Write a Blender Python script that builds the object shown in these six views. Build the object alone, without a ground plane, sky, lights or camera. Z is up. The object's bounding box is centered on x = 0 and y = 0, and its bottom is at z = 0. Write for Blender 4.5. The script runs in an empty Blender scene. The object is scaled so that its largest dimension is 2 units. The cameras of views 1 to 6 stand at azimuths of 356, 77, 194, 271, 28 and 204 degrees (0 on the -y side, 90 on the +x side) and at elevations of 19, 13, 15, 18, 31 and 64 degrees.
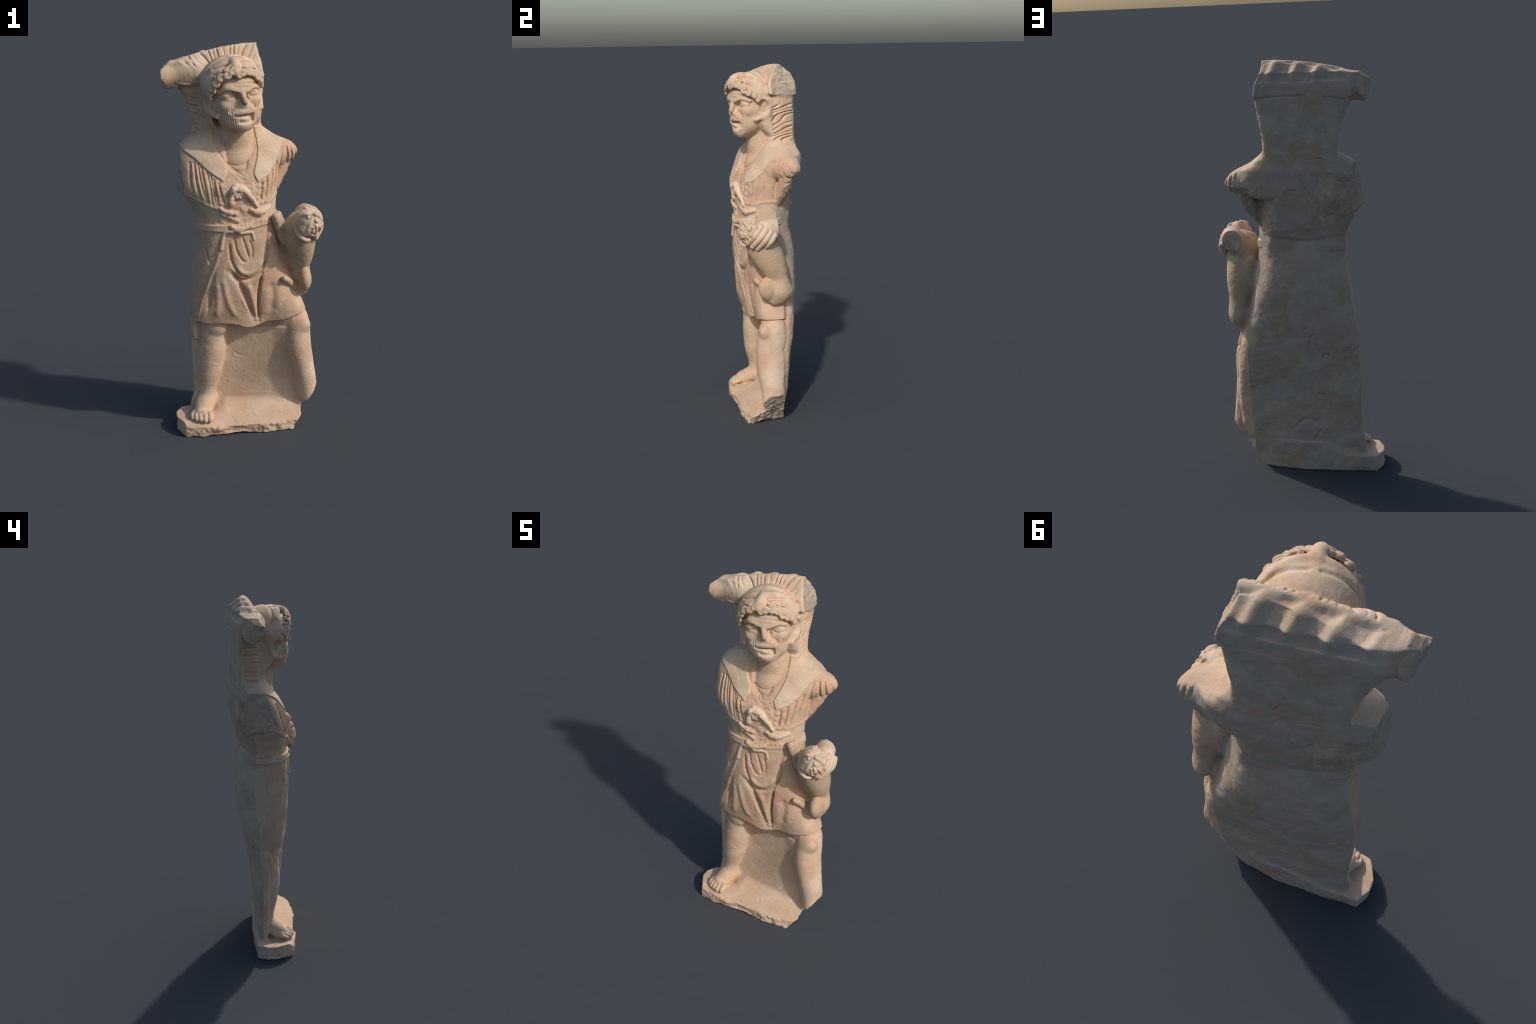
# Weathered marble statue: bearded man in an animal-skin hood and belted tunic,
# carrying a small animal, standing on a broken plinth against a back slab.
# The stone is modelled as one smooth implicit solid (parts blended together),
# meshed once, then split into named parts that share their border normals.
import numpy as np
import math

STEP = 0.0025                      # mesh resolution in metres
LO = np.array([-0.435, -0.245, -0.012])
HI = np.array([0.435, 0.235, 2.012])
f32 = np.float32
NX, NY, NZ = [int(round(v)) for v in (HI - LO) / STEP]
xs = (LO[0] + STEP * np.arange(NX)).astype(f32)
ys = (LO[1] + STEP * np.arange(NY)).astype(f32)
zs = (LO[2] + STEP * np.arange(NZ)).astype(f32)
F = np.full((NX, NY, NZ), 0.3, f32)       # signed distance of the whole stone
PART = np.zeros((NX, NY, NZ), np.uint8)   # which part owns the surface there

NAMES = ["", "plinth", "leg", "leg_b", "foot", "tunic_skirt", "torso", "neck", "head",
         "hair", "hood", "back_slab", "crest", "collar", "belt", "animal_body", "animal_head",
         "animal_leg", "hand", "skin_paw", "upper_arm", "finger", "finger_b", "finger_c", "finger_d", "toe", "toe_b", "toe_c", "toe_d", "toe_e", "leg_drape", "sash"]
ID = {n: i for i, n in enumerate(NAMES)}
rng = np.random.default_rng(7)


# ------------------------------------------------------------------ helpers
def box(lo, hi, pad=0.0):
    out = []
    for a, l, h, n in zip((LO[0], LO[1], LO[2]), lo, hi, (NX, NY, NZ)):
        i = max(0, int(math.floor((l - pad - a) / STEP)))
        j = min(n, int(math.ceil((h + pad - a) / STEP)) + 1)
        out.append(slice(i, max(i, j)))
    return tuple(out)


def grid(s):
    return xs[s[0]][:, None, None], ys[s[1]][None, :, None], zs[s[2]][None, None, :]


def add(part, fn, lo, hi, k=0.0):
    """blend a solid into the stone; k is the fillet radius"""
    s = box(lo, hi, k + 3 * STEP)
    f = F[s]
    if f.size == 0:
        return
    d = np.broadcast_to(fn(*grid(s)), f.shape).astype(f32)
    PART[s] = np.where(d < f, ID[part], PART[s])
    if k > 0:
        h = np.maximum(k - np.abs(f - d), 0) / k
        F[s] = np.minimum(f, d) - h * h * k * 0.25
    else:
        F[s] = np.minimum(f, d)


def cut(fn, lo, hi, k=0.0, part=None):
    """carve a solid out of the stone"""
    s = box(lo, hi, k + 3 * STEP)
    f = F[s]
    if f.size == 0:
        return
    d = -np.broadcast_to(fn(*grid(s)), f.shape).astype(f32)
    if part:
        PART[s] = np.where((d > f) & (np.abs(d) < 4 * STEP), ID[part], PART[s])
    if k > 0:
        h = np.maximum(k - np.abs(f - d), 0) / k
        F[s] = np.maximum(f, d) + h * h * k * 0.25
    else:
        F[s] = np.maximum(f, d)


def rot(yaw=0, pitch=0, roll=0):
    """rotation matrix, degrees, about z, x, y"""
    a, b, c = np.radians([yaw, pitch, roll])
    Rz = np.array([[math.cos(a), -math.sin(a), 0], [math.sin(a), math.cos(a), 0], [0, 0, 1]])
    Rx = np.array([[1, 0, 0], [0, math.cos(b), -math.sin(b)], [0, math.sin(b), math.cos(b)]])
    Ry = np.array([[math.cos(c), 0, math.sin(c)], [0, 1, 0], [-math.sin(c), 0, math.cos(c)]])
    return Rz @ Rx @ Ry


def ellipsoid(c, r, R=None):
    c = np.asarray(c, float)
    R = np.eye(3) if R is None else R

    def fn(x, y, z):
        px, py, pz = x - f32(c[0]), y - f32(c[1]), z - f32(c[2])
        k0 = k1 = 0
        for i in range(3):
            q = f32(R[0, i]) * px + f32(R[1, i]) * py + f32(R[2, i]) * pz
            k0 = k0 + (q / f32(r[i])) ** 2
            k1 = k1 + (q / f32(r[i] ** 2)) ** 2
        k0, k1 = np.sqrt(k0), np.sqrt(k1)
        return k0 * (k0 - 1) / np.maximum(k1, 1e-6)
    m = np.sqrt(((R * np.asarray(r)[None, :]) ** 2).sum(1))
    return fn, c - m, c + m


def add_ell(part, c, r, k=0.02, R=None):
    fn, lo, hi = ellipsoid(c, r, R)
    add(part, fn, lo, hi, k)


def cut_ell(c, r, k=0.01, R=None, part=None):
    fn, lo, hi = ellipsoid(c, r, R)
    cut(fn, lo, hi, k, part)


def cone(a, b, ra, rb, sq=(1, 1, 1)):
    """rounded limb between two points; sq squeezes it along x, y, z"""
    a, b, sq = np.asarray(a, float), np.asarray(b, float), np.asarray(sq, float)
    A, B = a / sq, b / sq
    ab = B - A
    L2 = max((ab ** 2).sum(), 1e-9)

    def fn(x, y, z):
        px, py, pz = x / f32(sq[0]) - f32(A[0]), y / f32(sq[1]) - f32(A[1]), z / f32(sq[2]) - f32(A[2])
        t = np.clip((px * f32(ab[0]) + py * f32(ab[1]) + pz * f32(ab[2])) / f32(L2), 0, 1)
        d = np.sqrt((px - t * f32(ab[0])) ** 2 + (py - t * f32(ab[1])) ** 2 + (pz - t * f32(ab[2])) ** 2)
        return (d - (f32(ra) + t * f32(rb - ra))) * f32(sq.min())
    r = max(ra, rb) * sq
    return fn, np.minimum(a, b) - r, np.maximum(a, b) + r


def limb(part, pts, k=0.02, sq=(1, 1, 1), carve=False, n=4):
    """rounded limb along a curve through (x, y, z, radius) points"""
    C = smooth_curve(pts, n)
    segs = [cone(p[:3], q[:3], p[3], q[3], sq) for p, q in zip(C[:-1], C[1:])]
    lo, hi = np.min([g[1] for g in segs], 0), np.max([g[2] for g in segs], 0)

    def fn(x, y, z):
        d = segs[0][0](x, y, z)
        for g in segs[1:]:
            d = np.minimum(d, g[0](x, y, z))
        return d
    if carve:
        cut(fn, lo, hi, k)
    else:
        add(part, fn, lo, hi, k)


def smooth_curve(pts, n=8):
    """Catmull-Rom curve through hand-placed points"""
    P = np.asarray(pts, float)
    if len(P) < 3:
        return P
    E = np.vstack([2 * P[0] - P[1], P, 2 * P[-1] - P[-2]])
    out = []
    for i in range(1, len(E) - 2):
        for t in np.linspace(0, 1, n, endpoint=False):
            a, b, c, d = E[i - 1:i + 3]
            out.append(0.5 * (2 * b + (c - a) * t + (2 * a - 5 * b + 4 * c - d) * t * t + (3 * b - a - 3 * c + d) * t ** 3))
    out.append(P[-1])
    return np.array(out)


def interp(table, v):
    """smooth interpolation of table rows keyed by the first column"""
    T = np.asarray(table, float)
    T = T[np.argsort(T[:, 0])]
    key = T[:, 0]
    out = []
    i = np.clip(np.searchsorted(key, v) - 1, 0, len(key) - 2)
    h = key[i + 1] - key[i]
    t = np.clip((v - key[i]) / h, 0, 1)
    for c in range(1, T.shape[1]):
        y = T[:, c]
        s = np.diff(y) / np.diff(key)
        m = np.concatenate([[s[0]], np.where(s[1:] * s[:-1] > 0, 2 * s[1:] * s[:-1] / np.where(s[1:] + s[:-1] == 0, 1, s[1:] + s[:-1]), 0), [s[-1]]])
        out.append((2 * t ** 3 - 3 * t ** 2 + 1) * y[i] + (t ** 3 - 2 * t ** 2 + t) * h * m[i] + (-2 * t ** 3 + 3 * t ** 2) * y[i + 1] + (t ** 3 - t ** 2) * h * m[i + 1])
    return out


def loft(table, n_front=2.6, n_back=2.4):
    """upright body through sections: rows of z, left, right, front, back, centre x, centre y, turn in degrees"""
    T = np.asarray(table, float)

    def fn(x, y, z):
        zz = z.ravel().astype(float)
        xl, xr, yf, yb, cx, cy, yaw = [q.astype(f32)[None, None, :] for q in interp(T, zz)]
        ca, sa = np.cos(np.radians(yaw)), np.sin(np.radians(yaw))
        dx, dy = x - cx, y - cy
        dx, dy = ca * dx + sa * dy, -sa * dx + ca * dy
        a = np.where(dx < 0, cx - xl, xr - cx)
        b = np.where(dy < 0, cy - yf, yb - cy)
        nf = n_front(z) if callable(n_front) else f32(n_front)
        n = np.where(dy < 0, nf, f32(n_back))
        u, v = np.abs(dx) / a + 1e-5, np.abs(dy) / b + 1e-5
        un, vn = u ** (n - 1), v ** (n - 1)
        s = un * u + vn * v
        r = s ** (1 / n)
        g = s ** (1 / n - 1) * np.sqrt((un / a) ** 2 + (vn / b) ** 2)
        d = (r - 1) / g
        z0, z1 = T[:, 0].min(), T[:, 0].max()
        return np.maximum(d, np.maximum(z0 - z, z - z1))
    lo = (T[:, 1].min() - .03, T[:, 3].min() - .06, T[:, 0].min())
    hi = (T[:, 2].max() + .03, T[:, 4].max() + .06, T[:, 0].max())
    return fn, lo, hi


def poly2d(pts, U, V):
    """signed distance to a polygon on a 2D grid (negative inside)"""
    P = np.asarray(pts, float)
    d = np.full(np.broadcast(U, V).shape, 1e9)
    s = np.ones_like(d)
    for a, b in zip(P, np.roll(P, -1, 0)):
        e, wu, wv = b - a, U - a[0], V - a[1]
        t = np.clip((wu * e[0] + wv * e[1]) / max((e ** 2).sum(), 1e-12), 0, 1)
        d = np.minimum(d, (wu - e[0] * t) ** 2 + (wv - e[1] * t) ** 2)
        c = ((a[1] <= V) & (V < b[1]) | (b[1] <= V) & (V < a[1]))
        if abs(e[1]) > 1e-12:
            s = np.where(c & (U < a[0] + (V - a[1]) * e[0] / e[1]), -s, s)
    return s * np.sqrt(d)


def line2d(pts, U, V):
    """distance to an open curve on a 2D grid, and the position 0..1 along it"""
    P = smooth_curve(pts)
    d = np.full(np.broadcast(U, V).shape, 1e9)
    w = np.zeros_like(d)
    L = np.concatenate([[0], np.cumsum(np.linalg.norm(np.diff(P, axis=0), axis=1))])
    for i, (a, b) in enumerate(zip(P[:-1], P[1:])):
        e = b - a
        wu, wv = U - a[0], V - a[1]
        t = np.clip((wu * e[0] + wv * e[1]) / max((e ** 2).sum(), 1e-12), 0, 1)
        q = (wu - e[0] * t) ** 2 + (wv - e[1] * t) ** 2
        w = np.where(q < d, (L[i] + t * (L[i + 1] - L[i])) / L[-1], w)
        d = np.minimum(d, q)
    return np.sqrt(d), w


def noise3(x, y, z, scale, seed):
    """smooth value noise in -1..1"""
    r = np.random.default_rng(seed)
    T = r.uniform(-1, 1, (32, 32, 32)).astype(f32)
    R = rot(*r.uniform(20, 70, 3))
    p = [sum(f32(R[a, b] / scale) * np.asarray(q, f32) for b, q in enumerate((x, y, z))) + f32(100.37) for a in range(3)]
    i = [np.floor(q).astype(np.int32) for q in p]
    t = [q - j for q, j in zip(p, i)]
    t = [q * q * (3 - 2 * q) for q in t]
    out = 0
    for a in (0, 1):
        for b in (0, 1):
            for c in (0, 1):
                w = (t[0] if a else 1 - t[0]) * (t[1] if b else 1 - t[1]) * (t[2] if c else 1 - t[2])
                out = out + w * T[(i[0] + a) % 32, (i[1] + b) % 32, (i[2] + c) % 32]
    return out


def sstep(e0, e1, v):
    t = np.clip((v - e0) / (e1 - e0), 0, 1)
    return t * t * (3 - 2 * t)


def front_relief(paint, x0, x1, z0, z1, y0=-0.25, y1=0.02, fade=0.05):
    """raise (+) or sink (-) the front of the stone by a height drawn on the x, z plane"""
    s = box((x0, y0, z0), (x1, y1 + fade, z1))
    U, V = xs[s[0]][:, None].astype(float), zs[s[2]][None, :].astype(float)
    h = paint(U, V).astype(f32)
    w = (1 - sstep(y1, y1 + fade, ys[s[1]])).astype(f32)
    F[s] -= h[:, None, :] * w[None, :, None]


def back_relief(paint, x0, x1, z0, z1, y0=0.04, fade=0.03):
    s = box((x0, y0 - fade, z0), (x1, 0.24, z1))
    U, V = xs[s[0]][:, None].astype(float), zs[s[2]][None, :].astype(float)
    h = paint(U, V).astype(f32)
    w = sstep(y0 - fade, y0, ys[s[1]]).astype(f32)
    F[s] -= h[:, None, :] * w[None, :, None]


def strokes(lines):
    """paint function: curves of (points, width, height) with tapering ends"""
    def paint(U, V):
        h = np.zeros(np.broadcast(U, V).shape)
        for pts, w, a in lines:
            d, t = line2d(pts, U, V)
            taper = np.clip(np.minimum(t, 1 - t) / 0.15, 0.25, 1)
            h = h + a * taper * np.exp(-(d / w) ** 2)
        return h
    return paint


def extrude_xz(part, pts, y0, y1, k=0.02, rnd=0.01):
    P = np.asarray(pts)

    def fn(x, y, z):
        d2 = poly2d(P, x[:, 0, :].astype(float), z[0, :, :].astype(float)).astype(f32)[:, None, :]
        dy = np.maximum(y0 - y, y - y1)
        a, b = d2 + rnd, dy + rnd
        return np.minimum(np.maximum(a, b), 0) + np.sqrt(np.maximum(a, 0) ** 2 + np.maximum(b, 0) ** 2) - rnd
    add(part, fn, (P[:, 0].min(), y0, P[:, 1].min()), (P[:, 0].max(), y1, P[:, 1].max()), k)


# ------------------------------------------------------------------ back slab
# rows: z, left, right, front, back, centre x, centre y, turn
lower_back = [(0.0, -.33, .17, 0.01, .070, -.05, .03, 2), (.05, -.33, .19, 0.01, .078, -.05, .03, 2), (.12, -.32, .25, .01, .084, -.02, .03, 3),
              (.22, -.30, .30, .01, .088, -.01, .03, 4), (.35, -.30, .305, .01, .095, -.01, .03, 5), (.5, -.30, .300, .01, .110, -.01, .03, 7),
              (.60, -.298, .290, .01, .128, -.01, .03, 8), (.70, -.29, .266, .01, .142, -.01, .03, 8), (.8, -.28, .235, .0, .156, -.02, .03, 9), (.95, -.26, .198, 0, .163, -.03, .03, 11),
              (1.05, -.245, .19, 0, .150, -.02, .03, 12), (1.15, -.232, .178, 0, .122, -.02, .03, 12)]
add("back_slab", *loft(lower_back, 6, 2.5))
# panel left standing between the legs, coming forward towards the left leg
add("back_slab", lambda x, y, z: np.maximum(np.maximum((-.002 - (x + .1) * (.08 + .06 * sstep(.15, .45, z)) - .010 * sstep(.12, .20, x) * sstep(.32, .45, z) - y) * .97, y - .06), np.maximum(-.2 - x, x - .235 - .05 * sstep(.42, .28, z))), (-.2, -.08, .05), (.28, .06, .62), .01)

# ------------------------------------------------------------------ tunic skirt
skirt = [(.50, -.297, .314, -.085, .105, -.02, .03, 2), (.60, -.297, .312, -.092, .110, -.02, .03, 2), (.70, -.29, .284, -.108, .112, -.02, .03, 4),
         (.80, -.28, .245, -.117, .115, -.02, .03, 7), (.95, -.26, .202, -.128, .11, -.02, .03, 12), (1.05, -.247, .183, -.130, .11, -.02, .03, 13),
         (1.15, -.234, .172, -.126, .11, -.02, .03, 13)]


def skirt_fn(x, y, z):
    d = loft(skirt, lambda h: (2.6 + 1.6 * sstep(.80, .64, h)).astype(f32), 2.0)[0](x, y, z)
    hem = interp([(-.45, .65), (-.261, .628), (-.19, .617), (-.105, .610), (-.06, .600), (.005, .568), (.045, .562), (.12, .578), (.181, .598), (.245, .620), (.31, .630), (.45, .65)], x.ravel().astype(float))[0]
    return np.maximum(d, hem.astype(f32)[:, None, None] - z)


add("tunic_skirt", skirt_fn, (-.33, -.2, .5), (.36, .12, 1.15), 0.008)

# ------------------------------------------------------------------ torso
torso = [(1.10, -.238, .176, -.128, .125, -.02, .03, 13), (1.18, -.245, .172, -.128, .130, -.02, .03, 13), (1.25, -.272, .178, -.130, .148, -.02, .03, 14),
         (1.33, -.318, .192, -.130, .162, -.02, .03, 14), (1.40, -.322, .212, -.108, .170, -.02, .04, 14), (1.46, -.322, .235, -.078, .174, -.02, .05, 14),
         (1.51, -.312, .225, -.047, .174, -.02, .06, 14), (1.545, -.275, .18, -.024, .168, -.02, .07, 13), (1.59, -.20, .122, .0, .160, -.03, .08, 12)]
add("torso", *loft(torso, 2.2, 3), 0.01)
# left shoulder stump, swept back
limb("upper_arm", [(.13, .06, 1.46, .075), (.215, .100, 1.455, .064), (.255, .120, 1.450, .042), (.270, .126, 1.448, .030)], 0.03)
# the arm is broken off: hollow, rough break from its tip down to the waist
cut(lambda x, y, z: ellipsoid((.342, .178, 1.288), (.14, .14, .138))[0](x, y, z), (.16, .0, 1.15), (.43, .24, 1.44), .006)
# right-hand edge of the back, hewn off at a slant
cut(lambda x, y, z: np.maximum(-(.75 * (x - .172 - .19 * sstep(1.18, .48, z)) + .66 * (y - .06)), np.maximum(.45 - z, z - 1.38)), (.08, .02, .45), (.36, .24, 1.38), .03)
# wedge of stone left between the break and the ribs
limb("upper_arm", [(.155, .065, 1.265, .026), (.185, .080, 1.325, .034), (.222, .100, 1.405, .040)], .012)
# right shoulder: flat break facing -x
cut(lambda x, y, z: (x + .295 - .11 * (z - 1.54)) + 0 * y, (-.42, -.2, 1.28), (-.25, .24, 1.62), 0.006)
cut(lambda x, y, z: np.maximum(.60 * (x + .314) - .80 * (y - .094), z - 1.50), (-.42, .0, 1.22), (-.05, .24, 1.50), 0.01)

# ------------------------------------------------------------------ neck slab and crest behind the head
neck_slab = [(1.50, -.235, .118, .02, .160, -.06, .10, 12), (1.60, -.230, .115, .02, .158, -.06, .10, 12), (1.68, -.242, .118, .02, .155, -.06, .10, 12),
             (1.76, -.265, .132, .02, .150, -.06, .10, 11), (1.83, -.292, .140, .02, .144, -.06, .10, 11), (1.90, -.30, .130, .02, .14, -.06, .10, 11)]
add("back_slab", *loft(neck_slab, 4, 4), 0.015)
LEAN = .20                          # the crest runs back from its broken right end
crest_outline = [(.105, 1.998), (.06, 2.000), (-.01, 1.995), (-.10, 1.985), (-.16, 1.974), (-.21, 1.960), (-.25, 1.948), (-.29, 1.937), (-.33, 1.938),
                 (-.365, 1.920), (-.372, 1.83), (-.355, 1.812), (-.30, 1.815), (.0, 1.842), (.136, 1.838), (.125, 1.92)]


def crest(x, y, z):
    d2 = poly2d(crest_outline, x[:, 0, :].astype(float), z[0, :, :].astype(float)).astype(f32)[:, None, :]
    v = y - LEAN * (x - .1)
    dy = np.maximum(.02 + .02 * sstep(.0, -.2, x) - v, v - .170) * .97
    front = -.894 * (v - .066 - .012 * sstep(.0, -.2, x)) + .447 * (z - 1.99)
    back = .68 * (v - .115) + .73 * (z - 2.0)
    r = .012
    taper = .9 * sstep(-.22, -.36, x) * .045
    a, b = d2 + r, np.maximum(np.maximum(dy + taper, front), back + taper) + r
    return np.minimum(np.maximum(a, b), 0) + np.sqrt(np.maximum(a, 0) ** 2 + np.maximum(b, 0) ** 2) - r


add("crest", crest, (-.38, -.13, 1.80), (.15, .2, 2.01), .018)
# broken stump on the right
limb("crest", [(-.20, .035, 1.885, .075), (-.27, .030, 1.878, .062), (-.31, .024, 1.874, .058), (-.36, .018, 1.868, .064)], 0.015)
cut(lambda x, y, z: (x + .356 - .18 * (y - .0) + .05 * (z - 1.87)), (-.44, -.2, 1.75), (-.32, .2, 2.0), 0.008)

for nrm, pt in (((-.62, -.05, .78), (-.338, .02, 1.922)), ((-.70, -.35, -.62), (-.342, -.015, 1.822)), ((-.75, .60, .25), (-.335, .06, 1.87))):
    cut(lambda x, y, z, n=nrm, p=pt: -(n[0] * (x - p[0]) + n[1] * (y - p[1]) + n[2] * (z - p[2])), (-.44, -.2, 1.75), (-.28, .2, 2.0), .004)

# hair of the mane: ridges up the sides of the slab and across the top


def mane(lo, hi, phase, weight, depth):
    s = box(lo, hi)
    X, Y, Z = grid(s)
    p = phase(X, Y, Z)
    w = weight(X, Y, Z)
    saw = np.abs((p % 1) - .5) * 2                  # 0 in the valley side, 1 at the ridge seam
    vary = .65 + .35 * np.sin(np.floor(p + .5) * 2.4)      # every lock is cut to a different depth
    F[s] += (depth * w * vary * sstep(.45, 1, saw)).astype(f32)


mane((-.24, -.12, 1.88), (.11, .10, 2.01), lambda x, y, z: np.arctan2(x + .03, z - 1.76) / .115 + .25 * np.sin(x * 60),
     lambda x, y, z: sstep(.10, .085, x) * sstep(.085, .07, y - LEAN * (x - .1)) * sstep(1.90, 1.93, z), .009)
# scoops along the top of the back edge
s_ = box((-.28, -.02, 1.86), (.13, .2, 2.01))
X_, Y_, Z_ = grid(s_)
V_ = Y_ - LEAN * (X_ - .1)
ph = ((X_ + .062 - .25 * (V_ - .1)) / .100) % 1
F[s_] += (.014 * sstep(.0, .35, ph) * sstep(1, .5, ph) * sstep(.085, .11, V_) * sstep(1.885, 1.94, Z_) * sstep(-.28, -.23, X_)).astype(f32)

# ------------------------------------------------------------------ head frame
HC = np.array([-.023, -.03, 1.775])
HR = rot(yaw=19.5) @ rot(roll=-5)


def hp(e, f, u):
    """head coordinates (to its left, forward, up) to world"""
    return HC + HR @ np.array([e, -f, u])


def hlocal(x, y, z):
    p = [x - f32(HC[0]), y - f32(HC[1]), z - f32(HC[2])]
    q = [f32(HR[0, i]) * p[0] + f32(HR[1, i]) * p[1] + f32(HR[2, i]) * p[2] for i in range(3)]
    return q[0], -q[1], q[2]


def hell(part, c, r, k=0.015, R=None):
    add_ell(part, hp(*c), r, k, HR if R is None else HR @ R)


# hood falling from the head onto the shoulders
hood_fall = [(1.46, -.18, .13, .01, .13, -.03, .06, 14), (1.54, -.182, .122, -.0, .13, -.03, .06, 14), (1.60, -.180, .112, .0, .12, -.03, .06, 16),
             (1.65, -.180, .109, -.040, .12, -.03, .05, 18), (1.70, -.180, .112, -.070, .11, -.03, .03, 19), (1.75, -.180, .115, -.068, .11, -.03, .03, 19),
             (1.82, -.172, .118, -.06, .11, -.03, .03, 19)]
add("hood", *loft(hood_fall, 4.5, 3), 0.02)


def hood_shell(x, y, z):
    e, f, u = hlocal(x, y, z)
    d = ellipsoid(hp(0, -.002, .050), (.150, .138, .136), HR)[0](x, y, z)
    return np.maximum(d, .75 * (f - np.maximum(.98 * u + .008, .032 - .33 * u)))


add("hood", hood_shell, HC - .2, HC + .22, 0.012)
mane((-.30, -.12, 1.57), (-.17, .12, 1.85), lambda x, y, z: z / .026 + .30 * (x + .2) / .026 + .5 * np.sin(z * 40) + .2 * np.sin(z * 93),
     lambda x, y, z: sstep(-.185, -.200, x) * sstep(1.57, 1.60, z) * sstep(1.85, 1.82, z) * sstep(.10, .07, y), .010)
mane((.085, .02, 1.57), (.17, .17, 1.84), lambda x, y, z: z / .025 - .35 * (y - .1) / .025 + .4 * np.sin(z * 50) + .2 * np.sin(z * 97) + .25 * np.sin(y * 40),
     lambda x, y, z: sstep(.09, .11, x) * sstep(1.57, 1.60, z) * sstep(1.80, 1.77, z) * sstep(.04, .06, y) * sstep(.165, .15, y), .014)
# mane standing up between hood and stump: ear-like lock
add_ell("crest", (-.215, .020, 1.905), (.045, .035, .042), .015)
limb("crest", [(-.250, -.002, 1.915, .008), (-.232, -.012, 1.935, .009), (-.205, -.014, 1.925, .009), (-.205, -.014, 1.895, .008), (-.228, -.014, 1.890, .007)], .004)

# throat opening between the two edges of the hood, with the neck inside
cut(lambda x, y, z: cone((-.015, -.10, 1.46), (-.018, -.06, 1.67), .06, .108, (1, .9, 1))[0](x, y, z), (-.15, -.22, 1.38), (.12, .04, 1.70), 0.006)
limb("neck", [(-.02, .030, 1.42, .118), (-.02, .028, 1.50, .094), (-.018, .012, 1.58, .084), (-.015, .0, 1.66, .082)], 0.006)

# ------------------------------------------------------------------ head
hell("head", (0, .015, .03), (.112, .108, .12), .006)
hell("head", (0, .035, -.03), (.116, .088, .115), .015)
hell("head", (0, .050, -.095), (.103, .073, .073), .02)                  # jaw
hell("head", (.002, .088, -.132), (.050, .038, .040), .025)              # chin
hell("head", (.0, .095, .055), (.080, .030, .030), .03)                  # forehead
for sgn in (-1, 1):
    hell("head", (sgn * .070, .083, -.030), (.034, .026, .028), .02)     # cheekbone
    hell("head", (sgn * .040, .098, -.070), (.032, .024, .030), .02)     # moustache side
hell("head", (0, .106, -.055), (.040, .026, .032), .02)                  # upper lip

# brow, eyes, nose, mouth
for sgn, du in ((-1, .012), (1, .0)):
    limb("head", [(*hp(sgn * .100, .078, .022 + du), .010), (*hp(sgn * .066, .108, .038 + du), .013), (*hp(sgn * .026, .122, .026 + du * .7), .013), (*hp(sgn * .010, .122, .030 + du * .5), .010)], .010)
    fn, lo, hi = ellipsoid(hp(sgn * .062, .122, .005 + du), (.038, .023, .021), HR)
    cut(fn, lo, hi, .007)
    fn, lo, hi = ellipsoid(hp(sgn * .026, .122, -.002 + du), (.014, .022, .019), HR)
    cut(fn, lo, hi, .008)
    hell("head", (sgn * .063, .090, .004 + du), (.031, .023, .0195), .002)
    # lids
    limb("head", [(*hp(sgn * .096, .088, .004 + du), .004), (*hp(sgn * .066, .108, .020 + du), .005), (*hp(sgn * .036, .107, .013 + du), .004)], .003)
    limb("head", [(*hp(sgn * .096, .086, .000 + du), .005), (*hp(sgn * .064, .106, -.015 + du), .005), (*hp(sgn * .036, .106, -.006 + du), .005)], .006)
    # fold from the nose to the corner of the mouth
    limb("head", [(*hp(sgn * .032, .128, -.028), .004), (*hp(sgn * .052, .119, -.044), .004), (*hp(sgn * .064, .112, -.062), .002)], .016, carve=True)
# bridge of the nose; its tip is broken away
limb("head", [(*hp(-.001, .118, .036), .014), (*hp(.0, .132, .008), .013), (*hp(.004, .142, -.022), .013)], .010)
hell("head", (.003, .122, -.040), (.024, .016, .014), .008)
# open mouth, drooping at the left corner
fn, lo, hi = cone(hp(-.046, .118, -.080), hp(.034, .122, -.095), .009, .015)
cut(fn, lo, hi, .004)
fn, lo, hi = cone(hp(.034, .122, -.094), hp(.040, .112, -.116), .013, .009)
cut(fn, lo, hi, .004)
limb("head", [(*hp(-.036, .104, -.096), .009), (*hp(-.010, .114, -.101), .012), (*hp(.018, .110, -.099), .008)], .004)
limb("head", [(*hp(-.050, .106, -.066), .009), (*hp(-.030, .116, -.070), .010), (*hp(.0, .124, -.069), .012), (*hp(.030, .118, -.075), .010)], .008)
# crease under the lower lip
limb("head", [(*hp(-.026, .122, -.117), .005), (*hp(.0, .128, -.121), .006), (*hp(.026, .122, -.119), .005)], .012, carve=True)
# headband groove below the curls
limb("head", [(*hp(-.098, .085, .066), .003), (*hp(-.066, .116, .072), .004), (*hp(.0, .131, .066), .004), (*hp(.052, .122, .058), .004), (*hp(.095, .09, .045), .003)], .005, carve=True)

def on_hood(e, f, u, lift=0.0):
    """point on the outside of the hood above the given head coordinates"""
    d = np.array([e, f + .002, u - .050])
    n = math.sqrt((d[0] / .150) ** 2 + (d[1] / .138) ** 2 + (d[2] / .136) ** 2)
    p = d / n + lift * d / np.linalg.norm(d)
    return hp(p[0], p[1] - .002, p[2] + .050)


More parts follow.
